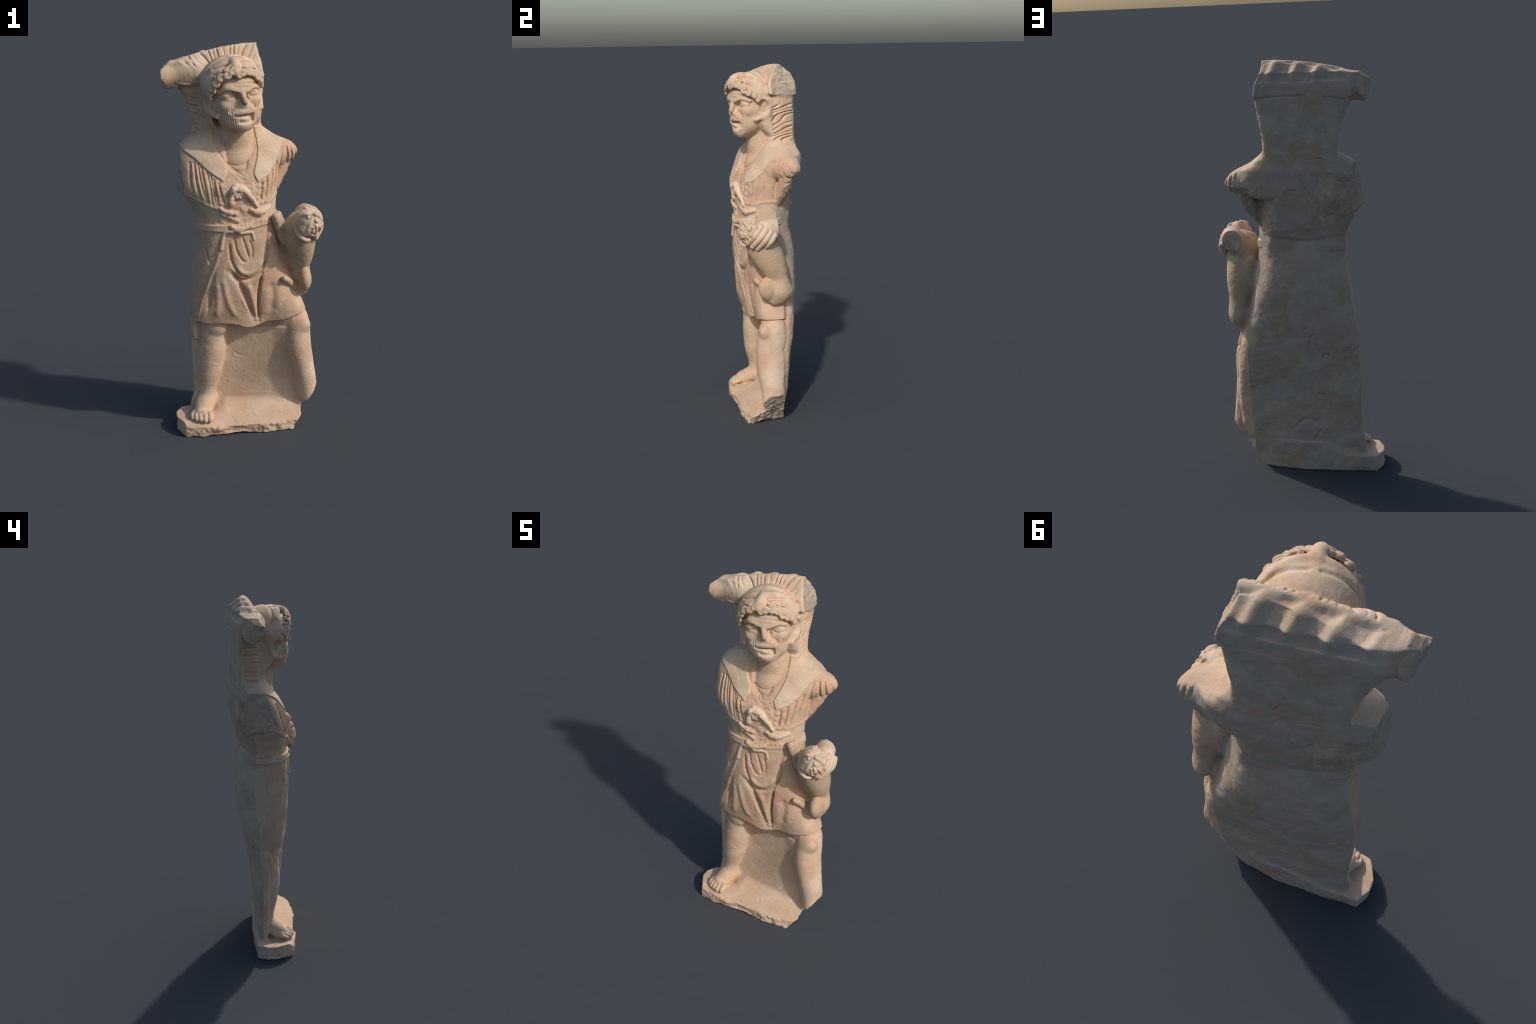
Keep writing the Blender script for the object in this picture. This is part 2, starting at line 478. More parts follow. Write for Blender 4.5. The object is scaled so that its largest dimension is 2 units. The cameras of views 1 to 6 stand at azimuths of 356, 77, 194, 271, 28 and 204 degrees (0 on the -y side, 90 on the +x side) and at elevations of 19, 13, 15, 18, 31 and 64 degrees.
# curls along the hairline: each is a rolled lock with a drilled centre
CURLS = [(-.134, .040, .004), (-.133, .052, .030), (-.126, .074, .055), (-.110, .096, .080), (-.090, .110, .100), (-.062, .122, .112), (-.036, .128, .122), (-.010, .128, .106), (.014, .130, .114),
         (.040, .124, .110), (.066, .116, .100), (.088, .106, .086), (.108, .090, .066), (.122, .068, .046), (.131, .048, .026)]
crng = np.random.default_rng(11)
for i, (e, f, u) in enumerate(CURLS):
    c = hp(e, f - .006, u)
    out = HR @ np.array([e * .9, -(f - .0) * 1.1, u * .35])
    out /= np.linalg.norm(out)
    side = np.cross(out, HR[:, 2])
    side /= np.linalg.norm(side)
    up = np.cross(side, out)
    r = .0165 + crng.uniform(-.003, .003)
    a0 = crng.uniform(0, 6.28)
    ring = []
    for t in np.linspace(0, 1, 9):
        a = a0 + (1 if i % 2 else -1) * t * 5.2
        q = r * (1 - .55 * t)
        ring.append((*(c + (side * math.cos(a) + up * math.sin(a) * 1.15) * q + out * (.004 + .006 * t)), .0085 - .002 * t))
    add_ell("hair", c, (.017, .014, .018), .006)
    limb("hair", ring, .004, n=2)
    q = c + up * (.024 + crng.uniform(-.003, .003)) - out * .004 + side * crng.uniform(-.01, .01)
    if abs(e) < .125:
        limb("hair", [(*(q + side * .010 - out * .003), .006), (*(q + up * .008 - out * .004), .008), (*(q - side * .012 - up * .004 - out * .003), .006)], .008, n=3)

# mask of the skin on top of the head: snout ridge, eye creases
limb("hood", [(*hp(.0, .045, .160), .018), (*hp(-.004, .080, .158), .023), (*hp(-.012, .108, .142), .025), (*hp(-.016, .122, .122), .019)], .010)
for sgn in (-1, 1):
    limb("hood", [(*on_hood(sgn * .028 - .005, .095, .158), .007), (*on_hood(sgn * .062, .082, .160), .008), (*on_hood(sgn * .105, .050, .140), .004)], .006, carve=True, n=6)
    limb("hood", [(*on_hood(sgn * .034 - .008, .112, .146), .004), (*on_hood(sgn * .072, .098, .140), .0045), (*on_hood(sgn * .115, .060, .115), .003)], .005, carve=True, n=6)
    limb("hood", [(*on_hood(sgn * .040 - .008, .118, .134), .003), (*on_hood(sgn * .078, .104, .125), .004), (*on_hood(sgn * .115, .070, .100), .003)], .005, carve=True, n=6)
    limb("hood", [(*on_hood(sgn * .018, .070, .180, -.002), .009), (*on_hood(sgn * .060, .060, .176, -.002), .011), (*on_hood(sgn * .110, .030, .145, -.004), .007)], .02, n=6)
    limb("hood", [(*on_hood(sgn * .020, .020, .19), .004), (*on_hood(sgn * .080, .015, .165), .005), (*on_hood(sgn * .135, -.005, .10), .003)], .012, carve=True, n=6)
    # ear pit with the ear inside it, rim of the hood around it
    cut_ell(hp(sgn * .150, .024, -.020), (.032, .031, .045), .006, HR @ rot(yaw=sgn * 15))
    hell("head", (sgn * .120, .006, -.012), (.014, .016, .034), .004)
    hell("head", (sgn * .128, -.004, .004), (.006, .010, .014), .004)
    limb("hood", [(*hp(sgn * .138, -.018, .018), .006), (*hp(sgn * .141, -.016, -.035), .008), (*hp(sgn * .134, .010, -.064), .008), (*hp(sgn * .124, .042, -.076), .009), (*hp(sgn * .117, .058, -.082), .010)], .018)

# ------------------------------------------------------------------ carved drapery on the front
def tag(part, poly, y0, y1, only=None):
    """hand the surface inside an x, z outline over to another part"""
    P = np.asarray(poly)
    s = box((P[:, 0].min(), y0, P[:, 1].min()), (P[:, 0].max(), y1, P[:, 1].max()))
    m = poly2d(P, xs[s[0]][:, None].astype(float), zs[s[2]][None, :].astype(float)) < 0
    m = np.broadcast_to(m[:, None, :], PART[s].shape)
    if only:
        m = m & np.isin(PART[s], [ID[o] for o in only])
    PART[s] = np.where(m, ID[part], PART[s])


COLLAR_A = [(-.129, 1.60), (-.127, 1.541), (-.112, 1.502), (-.078, 1.455), (-.070, 1.41), (-.092, 1.371), (-.172, 1.431), (-.223, 1.482), (-.258, 1.506), (-.31, 1.535), (-.31, 1.60)]
COLLAR_B = [(.078, 1.60), (.089, 1.507), (.083, 1.468), (.059, 1.394), (.079, 1.348), (.132, 1.377), (.171, 1.42), (.19, 1.458), (.223, 1.519), (.25, 1.6)]
NECKLINE = [(-.103, 1.494), (-.07, 1.449), (-.009, 1.432), (.041, 1.455), (.076, 1.509)]
BODICE_FOLDS = [
    [(-.248, 1.46), (-.250, 1.378), (-.240, 1.31)], [(-.210, 1.45), (-.202, 1.38), (-.187, 1.30)], [(-.152, 1.40), (-.143, 1.33), (-.136, 1.26)], [(-.228, 1.459), (-.221, 1.37), (-.205, 1.286)], [(-.195, 1.442), (-.183, 1.352), (-.169, 1.262)],
    [(-.167, 1.413), (-.156, 1.332), (-.151, 1.255)], [(-.138, 1.381), (-.13, 1.312), (-.12, 1.252)], [(-.115, 1.362), (-.105, 1.304), (-.089, 1.257)],
    [(.098, 1.345), (.09, 1.281), (.082, 1.25)], [(.125, 1.366), (.12, 1.302), (.108, 1.251)], [(.156, 1.391), (.147, 1.321), (.129, 1.259)],
    [(.181, 1.424), (.169, 1.348), (.153, 1.272)], [(.215, 1.486), (.202, 1.411), (.19, 1.36)]]
SASH_TOP = [(-.34, 1.345), (-.30, 1.322), (-.265, 1.299), (-.205, 1.271), (-.163, 1.249), (-.121, 1.232)]
SASH_TOP_B = [(.05, 1.238), (.075, 1.244), (.128, 1.243), (.168, 1.259), (.20, 1.265)]
frng = np.random.default_rng(5)


def bodice(U, V):
    h = .0075 * sstep(.003, -.003, poly2d(COLLAR_A, U, V)) + .0075 * sstep(.003, -.003, poly2d(COLLAR_B, U, V))
    inside = sstep(-.002, .012, poly2d(COLLAR_A, U, V)) * sstep(-.002, .012, poly2d(COLLAR_B, U, V))
    for i, L in enumerate(BODICE_FOLDS):
        d, t = line2d(L, U, V)
        w = np.clip(np.minimum(t + .25, 1.05 - t) / .25, .15, 1)
        h = h - inside * .0062 * w * np.exp(-(d / .0052) ** 2)
        # rounded fold standing between the grooves
        M = [(p[0] + .014 * (1 if L[0][0] < 0 else -1), p[1] - .01) for p in L]
        d, t = line2d(M, U, V)
        h = h + inside * .0022 * np.exp(-(d / .008) ** 2)
    d, t = line2d(NECKLINE, U, V)
    h = h - .004 * np.exp(-(d / .004) ** 2)
    for L in (SASH_TOP, SASH_TOP_B):
        d, t = line2d(L, U, V)
        h = h + .004 * np.exp(-(d / .007) ** 2)
    # soft folds of the undergarment below the neckline
    for L in ([(-.05, 1.43), (-.02, 1.405), (.0, 1.39)], [(.04, 1.43), (.02, 1.405), (.0, 1.392)], [(-.03, 1.40), (-.005, 1.375), (.015, 1.365)]):
        d, t = line2d(L, U, V)
        h = h - .003 * np.exp(-(d / .005) ** 2)
    return h


front_relief(bodice, -.34, .30, 1.17, 1.62, y1=.03, fade=.04)
tag("collar", COLLAR_A, -.25, .12, ["torso", "hood", "neck", "upper_arm"])
tag("collar", COLLAR_B, -.25, .14, ["torso", "hood", "neck", "upper_arm"])
tag("sash", SASH_TOP + [(-.05, 1.20), (.02, 1.20)] + SASH_TOP_B + [(.25, 1.16), (-.34, 1.16)], -.25, .06, ["torso"])

SKIRT_GROOVES = [
    ([(-.08, 1.065), (-.072, .964), (-.037, .89), (.001, .868)], .008, -.010),
    ([(-.054, 1.088), (-.044, 1.014), (-.015, .957), (.011, .953)], .007, -.007),
    ([(-.015, 1.09), (.007, 1.008), (.018, .959)], .006, -.006),
    ([(.02, 1.07), (.035, 1.01), (.03, .96)], .006, -.005),
    ([(-.074, .909), (-.038, .858), (.014, .853), (.061, .878), (.102, .943), (.117, 1.037)], .009, -.013),
    ([(-.05, .935), (-.02, .895), (.015, .885), (.06, .905), (.09, .96)], .014, .007),
    ([(-.094, .911), (-.051, .864), (-.027, .804), (.009, .69), (.037, .605)], .013, -.016),
    ([(-.028, .761), (-.004, .691), (.034, .62)], .007, .006),
    ([(.0, .84), (.02, .78), (.035, .70), (.045, .62)], .014, .008),
    ([(.08, .874), (.065, .806), (.056, .72), (.057, .600)], .008, -.022),
    ([(.125, .824), (.136, .744), (.121, .65)], .016, -.006),
    ([(.095, .80), (.095, .72), (.088, .63)], .020, .005),
    ([(-.12, .885), (-.106, .777), (-.083, .694), (-.046, .635)], .015, .006),
    ([(-.157, .914), (-.189, .774), (-.207, .671)], .012, -.006),
    ([(-.15, .86), (-.15, .75), (-.16, .64)], .016, .006),
    ([(.129, 1.121), (.113, 1.059), (.096, .941), (.08, .881)], .007, -.009),
    ([(-.12, 1.03), (-.177, .886), (-.221, .771), (-.267, .63)], .007, .005),
    ([(-.145, 1.02), (-.20, .88), (-.24, .77), (-.28, .65)], .016, -.005),
    ([(-.2, 1.036), (-.18, .954)], .005, -.007),
]
front_relief(strokes(SKIRT_GROOVES), -.31, .33, .55, 1.14, y1=.0, fade=.05)
front_relief(lambda U, V: -.024 * np.exp(-((U - .09) / .08) ** 2) * sstep(.90, .66, V) * sstep(.548, .56, V), -.12, .33, .54, .92, y1=-.02, fade=.03)


cut(lambda x, y, z: (x + .293 - .11 * (z - 1.54)) + 0 * y, (-.42, -.2, 1.28), (-.25, .24, 1.62), 0.003)
# gathered sleeve on the left shoulder stump
front_relief(strokes([([(.232, 1.50), (.240, 1.45), (.238, 1.39)], .006, -.006), ([(.256, 1.49), (.264, 1.44), (.260, 1.39)], .006, -.006), ([(.278, 1.475), (.286, 1.44), (.282, 1.40)], .005, -.005),
                      ([(.245, 1.495), (.252, 1.45), (.250, 1.40)], .007, .004), ([(.268, 1.48), (.275, 1.44), (.272, 1.40)], .007, .004)]), .20, .32, 1.36, 1.53, y1=.15, fade=.02)

# gouges, point marks and steps left on the rough back
BACK_MARKS = [([(-.24, 1.185), (-.12, 1.175), (.0, 1.180), (.10, 1.20)], .014, -.009), ([(-.10, 1.25), (-.14, 1.33), (-.09, 1.42), (-.06, 1.50)], .006, -.005), ([(.02, 1.22), (.10, 1.31), (.17, 1.40)], .006, -.005), ([(-.125, .587), (-.141, .614), (-.167, .601)], .008, -.007), ([(-.221, .608), (-.242, .625), (-.262, .641)], .006, -.006), ([(-.199, .463), (-.211, .504), (-.238, .523)], .008, -.007),
              ([(-.058, .136), (-.086, .182), (-.113, .222)], .005, -.006), ([(.029, .21), (-.017, .256), (-.067, .261), (-.095, .23)], .010, -.006), ([(-.095, .401), (-.116, .401), (-.137, .393)], .007, -.006),
              ([(-.067, .652), (-.078, .707), (-.107, .729)], .005, -.005), ([(-.046, .747), (-.067, .754)], .006, -.005), ([(.163, .794), (.141, .774), (.121, .745)], .005, -.005),
              ([(.231, .432), (.194, .412), (.152, .382)], .006, -.006), ([(-.137, .971), (-.143, .998)], .006, -.005), ([(-.228, .018), (-.265, .066), (-.301, .077), (-.343, .062)], .008, -.008),
              ([(-.027, 1.592), (-.033, 1.616), (-.052, 1.641)], .004, -.005), ([(.012, 1.379), (.0, 1.416), (-.011, 1.444)], .004, -.005), ([(-.081, 1.563), (-.121, 1.563), (-.167, 1.563)], .003, -.006),
              ([(.121, 1.838), (.069, 1.840), (.007, 1.844), (-.096, 1.843)], .005, -.007), ([(-.163, 1.834), (-.211, 1.832), (-.27, 1.82)], .005, -.005), ([(-.019, 1.423), (-.043, 1.422)], .004, -.004),
              ([(-.029, 1.535), (-.038, 1.554)], .004, -.004), ([(-.154, 1.674), (-.178, 1.676)], .004, -.004)]
back_relief(strokes(BACK_MARKS), -.38, .30, .0, 1.9)

# belt with its knot and hanging ends
def belt(x, y, z):
    zc = 1.136 + .012 * sstep(.0, .15, x)
    return np.maximum(F[box((-.30, -.24, 1.08), (.25, .10, 1.19))] - .007 * sstep(.10, .05, y), np.abs(z - zc) - .016 + 0 * y)


bx = box((-.30, -.24, 1.08), (.25, .10, 1.19))
bd = belt(*grid(bx))
PART[bx] = np.where(bd < F[bx] + .001, ID["belt"], PART[bx])
F[bx] = np.minimum(F[bx], bd)


def front_y(px, pz):
    """depth of the front face of the stone at a given x, z"""
    i, k = int(round((px - LO[0]) / STEP)), int(round((pz - LO[2]) / STEP))
    j = np.argmax(F[i, :, k] < 0)
    if j == 0:
        raise ValueError(f"no stone at {px}, {pz}")
    return float(ys[j])


def on_front(part, pts, k=.004, lift=0.0):
    """rounded strip lying on the front surface: (x, z, radius) points"""
    limb(part, [(p[0], front_y(p[0], p[1]) - lift, p[1], p[2]) for p in pts], k)


on_front("belt", [(-.06, 1.140, .014), (-.03, 1.125, .018), (.0, 1.130, .014), (.03, 1.140, .010)])
on_front("belt", [(-.06, 1.12, .010), (-.097, 1.112, .010), (-.111, 1.074, .010), (-.120, 1.031, .011)])
on_front("belt", [(-.02, 1.11, .009), (.015, 1.105, .010), (.036, 1.098, .008), (.045, 1.063, .007)])
# chipped ends of the sash either side of the middle
on_front("sash", [(-.110, 1.235, .012), (-.08, 1.215, .016), (-.04, 1.205, .014)], .006)
on_front("sash", [(-.10, 1.205, .010), (-.06, 1.185, .012), (-.03, 1.165, .011)], .006)
on_front("sash", [(.035, 1.215, .014), (.07, 1.195, .018), (.10, 1.20, .014), (.13, 1.21, .012)], .006)
# paws of the skin knotted on the chest
on_front("skin_paw", [(-.035, 1.335, .017), (-.015, 1.330, .019), (.010, 1.318, .015), (.022, 1.308, .012)], .010, .002)
on_front("skin_paw", [(-.045, 1.335, .013), (-.057, 1.300, .014), (-.058, 1.258, .014)], .006, .003)
on_front("skin_paw", [(.018, 1.312, .013), (.044, 1.268, .013), (.065, 1.232, .010)], .006, .003)
for i in range(4):
    on_front("skin_paw", [(-.036 + i * .014, 1.312 - i * .003, .010), (-.030 + i * .015, 1.290 - i * .002, .008)], .003, .004)

# ------------------------------------------------------------------ legs
leg_r = [(-.178, -.005, .60, .070), (-.182, .0, .53, .074), (-.197, .002, .43, .076), (-.215, .004, .32, .066), (-.231, .012, .22, .049), (-.235, .015, .15, .050)]
limb("leg", leg_r, .012, n=8)
add_ell("leg", (-.155, -.050, .583), (.052, .036, .050), .015)
limb("leg", [(-.205, -.105, .545, .004), (-.165, -.100, .527, .005), (-.125, -.085, .545, .004)], .008, carve=True)
leg_l = [(.256, .010, .575, .066), (.258, .0, .54, .070), (.260, -.010, .43, .073), (.278, -.012, .32, .066), (.300, -.010, .21, .057), (.308, -.008, .15, .056)]
limb("leg_b", leg_l, .010, sq=(1, 1.18, 1), n=8)
add_ell("leg_b", (.285, -.052, .560), (.042, .032, .042), .015)
# flap of the skin hanging beside the right knee
limb("leg_drape", [(-.272, .01, .60, .030), (-.278, .0, .55, .026), (-.272, -.01, .515, .016)], .006, sq=(.8, 1.6, 1))

# ------------------------------------------------------------------ plinth
PL = [(-.355, -.142), (-.25, -.155), (-.1, -.150), (.05, -.150), (.16, -.142), (.235, -.136), (.262, -.10), (.268, -.06), (.262, .0), (.235, .06), (.12, .09), (.0, .10), (-.2, .085), (-.375, .06), (-.405, .0), (-.403, -.055)]


def plinth(x, y, z):
    U, V = x[:, :, 0].astype(float), y[0, :, :].T.astype(float)
    d2 = poly2d(PL, U, y[:, :, 0].astype(float))
    right = sstep(-.24, -.12, U)
    top = .080 + right * (.075 * sstep(-.13, .03, y[:, :, 0]) + .0) - .010 * right - .012 * sstep(.1, .25, U)
    top = top - .02 * sstep(-.11, -.15, y[:, :, 0])
    rake = .25 * np.maximum(0, z - .0)           # sides lean in a little towards the top
    d2 = d2.astype(f32)[:, :, None]
    a = d2 + .01
    b = z - top.astype(f32)[:, :, None] + .01
    return np.maximum(np.minimum(np.maximum(a, b), 0) + np.sqrt(np.maximum(a, 0) ** 2 + np.maximum(b, 0) ** 2) - .01, -z)


add("plinth", plinth, (-.42, -.17, 0), (.28, .11, .2), .02)
# foot
limb("foot", [(-.236, .015, .150, .050), (-.246, -.030, .128, .048), (-.260, -.072, .106, .042)], .015, sq=(1.12, 1, .9), n=6)
for i, (tx, ty, r) in enumerate([(-.222, -.128, .019), (-.249, -.134, .016), (-.272, -.132, .015), (-.294, -.124, .014), (-.314, -.108, .013)]):
    limb(["toe", "toe_b", "toe_c", "toe_d", "toe_e"][i], [(tx * .6 - .105, -.075, .108, .020), (tx, ty + .022, .101, r), (tx, ty, .090, r * .95)], .003)
# break at the lower right corner: slants from the plinth edge up to the ankle
cut(lambda x, y, z: np.maximum(-(.80 * (x - .285) - .60 * (z - .115) + .12 * (y + .02)), z - .20), (.15, -.2, 0), (.43, .2, .20), .006)

# ------------------------------------------------------------------ animal held at the left hip
limb("animal_body", [(.285, -.072, 1.10, .080), (.282, -.052, 1.03, .080), (.283, -.012, .95, .073), (.285, .024, .865, .054), (.286, .038, .79, .056)], .02, sq=(1, 1.1, 1), n=8)
add_ell("animal_body", (.293, .018, .790), (.042, .085, .078), .02, rot(pitch=-20))
add_ell("animal_body", (.304, -.032, .808), (.036, .056, .066), .004)
add_ell("animal_body", (.225, .010, .965), (.05, .045, .10), .02)
limb("animal_leg", [(.290, .0, .735, .026), (.250, -.02, .765, .022), (.214, -.055, .812, .017), (.196, -.075, .830, .016)], .01)
limb("animal_leg", [(.26, -.050, 1.035, .046), (.202, -.056, 1.035, .026), (.178, -.066, 1.085, .018), (.166, -.085, 1.14, .019), (.160, -.090, 1.165, .020)], .012)
limb("animal_leg", [(.25, -.060, 1.085, .028), (.205, -.066, 1.105, .017), (.176, -.072, 1.175, .015)], .012)
add_ell("animal_head", (.318, -.125, 1.140), (.068, .068, .070), .008)
add_ell("animal_head", (.290, -.160, 1.112), (.036, .030, .034), .012)       # muzzle
# open mouth along the lower cheek, with the lower jaw below it
limb("animal_head", [(.246, -.135, 1.142, .010), (.258, -.165, 1.095, .011), (.290, -.172, 1.064, .010), (.315, -.160, 1.056, .008)], .004)
limb("animal_head", [(.250, -.147, 1.150, .004), (.256, -.164, 1.126, .005), (.268, -.184, 1.108, .006), (.288, -.184, 1.088, .006), (.310, -.168, 1.072, .004)], .002, carve=True, n=6)
for ex, ey, ez in ((.311, -.180, 1.178), (.333, -.186, 1.128)):               # eyes
    cut_ell((ex, ey - .006, ez), (.013, .012, .013), .004)
    add_ell("animal_head", (ex, ey + .002, ez), (.009, .010, .011), .002)
limb("animal_head", [(.345, -.170, 1.190, .010), (.362, -.160, 1.178, .012), (.372, -.152, 1.155, .009)], .006)
hrng = np.random.default_rng(21)
for i in range(110):                                                          # shaggy fur over brow, cheek and side of the neck
    d = hrng.normal(size=3)
    d /= np.linalg.norm(d)
    if d[1] > .45 or d[0] < -.25 or (d[1] < -.55 and d[0] < .45 and d[2] > -.45 and d[2] < .75):
        continue
    c = np.array([.318, -.125, 1.140]) + d * np.array([.066, .066, .068])
    t = np.array([.25 * hrng.normal(), .5 - .3 * d[1], -1.0 + .3 * hrng.normal()])
    t -= d * (t @ d)
    t /= np.linalg.norm(t)
    q = np.cross(d, t) * hrng.uniform(-.006, .006)
    limb("animal_head", [(*(c - t * .011), .0045), (*(c + d * .0035 + q), .0075), (*(c + t * .012), .0035)], .002, n=2)
limb("animal_head", [(.285, -.172, 1.190, .006), (.305, -.176, 1.196, .008), (.330, -.170, 1.190, .006)], .005)   # brow over the eye
limb("animal_head", [(.322, -.185, 1.155, .007), (.318, -.190, 1.140, .009), (.306, -.188, 1.118, .010)], .008)   # nose bridge
# hand gripping it
limb("hand", [(.308, .040, 1.140, .048), (.322, -.015, 1.146, .053), (.336, -.050, 1.152, .048)], .012)
cut(lambda x, y, z: -(y - .012 + .25 * (z - 1.15)) + 0 * x, (.20, .03, 1.05), (.42, .15, 1.25), .006)
for i, (kx, ky, kz, tx, ty, tz) in enumerate([(.372, -.085, 1.160, .352, -.150, 1.075), (.378, -.062, 1.145, .358, -.128, 1.056), (.378, -.038, 1.128, .358, -.100, 1.044), (.374, -.014, 1.112, .354, -.062, 1.042)]):
    limb(["finger", "finger_b", "finger_c", "finger_d"][i], [(kx, ky, kz, .019), ((kx + tx) / 2 + .012, (ky + ty) / 2, (kz + tz) / 2, .017), (tx - .004, ty, tz, .014)], .005)

# ---- MESH ------------------------------------------------------------------
def surface_nets(F):
    ins = F < 0
    c = np.zeros(tuple(n - 1 for n in F.shape), np.uint8)
    for a in (0, 1):
        for b in (0, 1):
            for d in (0, 1):
                c += ins[a:a + c.shape[0], b:b + c.shape[1], d:d + c.shape[2]]
    cell = np.argwhere((c > 0) & (c < 8))
    del c
    index = np.full(tuple(n - 1 for n in F.shape), -1, np.int32)
    index[tuple(cell.T)] = np.arange(len(cell))
    acc, cnt = np.zeros((len(cell), 3)), np.zeros(len(cell))
    corners = {o: F[cell[:, 0] + o[0], cell[:, 1] + o[1], cell[:, 2] + o[2]].astype(float) for o in np.ndindex(2, 2, 2)}
    for o in corners:
        for ax in range(3):
            if o[ax] == 0:
                q = tuple(1 if i == ax else v for i, v in enumerate(o))
                va, vb = corners[o], corners[q]
                m = (va < 0) != (vb < 0)
                t = np.where(m, va / np.where(m, va - vb, 1), 0)
                p = np.array(o, float)[None, :].repeat(len(cell), 0)
                p[:, ax] = t
                acc[m] += p[m]
                cnt[m] += 1
    vert = LO + STEP * (cell + acc / cnt[:, None])
    quads = []
    for ax in range(3):
        u, v = (ax + 1) % 3, (ax + 2) % 3
        a = [slice(None)] * 3
        b = [slice(None)] * 3
        a[ax], b[ax] = slice(0, -1), slice(1, None)
        i0, i1 = ins[tuple(a)], ins[tuple(b)]
        e = np.argwhere(i0 != i1)
        e = e[(e[:, u] > 0) & (e[:, v] > 0) & (e[:, u] < F.shape[u] - 1) & (e[:, v] < F.shape[v] - 1)]
        flip = ~i0[tuple(e.T)]
        du, dv = np.eye(3, dtype=int)[u], np.eye(3, dtype=int)[v]
        q = np.stack([index[tuple((e - w).T)] for w in (0 * du, du, du + dv, dv)], 1)
        q[flip] = q[flip][:, ::-1]
        quads.append(q)
    return vert, np.concatenate(quads)


VERT, QUAD = surface_nets(F)


def vertex_normals(V, Q):
    n = np.cross(V[Q[:, 2]] - V[Q[:, 0]], V[Q[:, 3]] - V[Q[:, 1]])
    N = np.zeros_like(V)
    for i in range(4):
        for a in range(3):
            N[:, a] += np.bincount(Q[:, i], n[:, a], len(V))
    return N / np.maximum(np.linalg.norm(N, axis=1, keepdims=True), 1e-12)


NRM = vertex_normals(VERT, QUAD)
# keep the largest connected piece of the stone
# chisel marks, pits and weathering
x, y, z = VERT.T
nx, ny, nz = NRM.T
# where the marble is broken off: shoulder ends, crest end, stump, plinth edge, ankle
BROKEN = np.zeros(len(VERT))


def broken(m):
    global BROKEN
    BROKEN = np.maximum(BROKEN, m)


broken(sstep(-.262, -.275, x) * sstep(1.30, 1.33, z) * sstep(-.6, -.85, nx))
broken(sstep(1.24, 1.28, z) * sstep(1.50, 1.47, z) * sstep(-.12, -.17, x) * sstep(.02, .05, y) * sstep(.2, .5, ny))
broken(sstep(.15, .18, x) * sstep(1.22, 1.26, z) * sstep(1.45, 1.43, z) * sstep(.02, .07, y) * sstep(-.25, -.45, nz))
broken(sstep(.085, .105, x) * sstep(1.80, 1.84, z) * sstep(.65, .85, nx) * sstep(.035, .045, y))
broken(sstep(-.335, -.345, x) * sstep(1.7, 1.75, z) * sstep(-.5, -.8, nx))
broken(sstep(.17, .20, x) * sstep(.17, .15, z) * sstep(-.2, -.4, nz))
broken(sstep(-.005, .000, y) * sstep(.25, .27, x) * sstep(1.05, 1.09, z) * sstep(1.25, 1.22, z) * sstep(.6, .8, ny))
broken(sstep(.02, .06, x - .5 * (z - 1.22) + .03 * noise3(x, y, z, .05, 41)) * sstep(1.19, 1.23, z) * sstep(1.46, 1.42, z) * sstep(.04, .07, y) * sstep(.1, .3, ny))
EDGE = sstep(.100, .070, z) * sstep(.75, .45, nz) * sstep(.06, -.02, y)
coarse = noise3(x, y, z, .045, 1)
mid = noise3(x, y, z, .018, 2)
fine = noise3(x, y, z, .008, 3)
back = sstep(.3, .7, ny) * sstep(.0, .05, y)
h = .0007 * coarse + .0005 * mid + .0003 * fine
h = h + back * (.0045 * noise3(x, y, z, .09, 8) + .0018 * coarse + .0008 * mid)
h = h + BROKEN * (.0024 * mid + .0018 * fine)
worn = sstep(1.10, 1.16, z) * sstep(1.42, 1.34, z) * sstep(.17, .10, np.abs(x + .01)) * (ny < -.2)
h = h + worn * (.0032 * noise3(x, y, z, .024, 31) + .0022 * noise3(x, y, z, .012, 32))
h = h + EDGE * (.012 * (noise3(x, y, z, .055, 5) - .25) + .0035 * mid + .001 * fine)
# small pits and chips
pit = noise3(x, y, z, .022, 12)
h = h - .0016 * sstep(.70, .92, pit)
# stubble of the beard: fine vertical strokes on jaw and cheeks
le, lf, lu = hlocal(x, y, z)
ang = np.arctan2(le, lf)
inhead = sstep(-.043, -.055, lu + .18 * (np.abs(le) - .09)) * sstep(-.185, -.165, lu) * sstep(.0, .03, lf) * (np.abs(le) < .13) * sstep(.040, .062, np.hypot(le, (lu + .080) * 1.3))
h = h - inhead * sstep(.020, .050, np.abs(le) + .6 * np.maximum(0, -.125 - lu)) * .0019 * (.5 + .5 * np.sin(ang * 74 + 1.6 * noise3(x, y, z, .03, 9))) ** 2
VERT = VERT + NRM * h[:, None]
VERT[:, 2] = np.maximum(VERT[:, 2], 0)
# the unworked back of the block
REAR = sstep(.15, .45, ny + .12 * coarse) * sstep(-.02, .02, y) * sstep(.75, .55, nz) * (x < .235)
NRM = vertex_normals(VERT, QUAD)
ctr = VERT[QUAD].mean(1) - NRM[QUAD].mean(1) * STEP * .4
gi = np.clip(np.round((ctr - LO) / STEP).astype(int), 0, np.array(F.shape) - 1)
FACE = PART[gi[:, 0], gi[:, 1], gi[:, 2]]

# ---- BLENDER ----------------------------------------------------------------
import bpy

root = bpy.data.objects.new("marble_statue", None)
bpy.context.collection.objects.link(root)
root["label"] = "weathered marble statue of a bearded man in skin hood and tunic"
root["category"] = "statue"


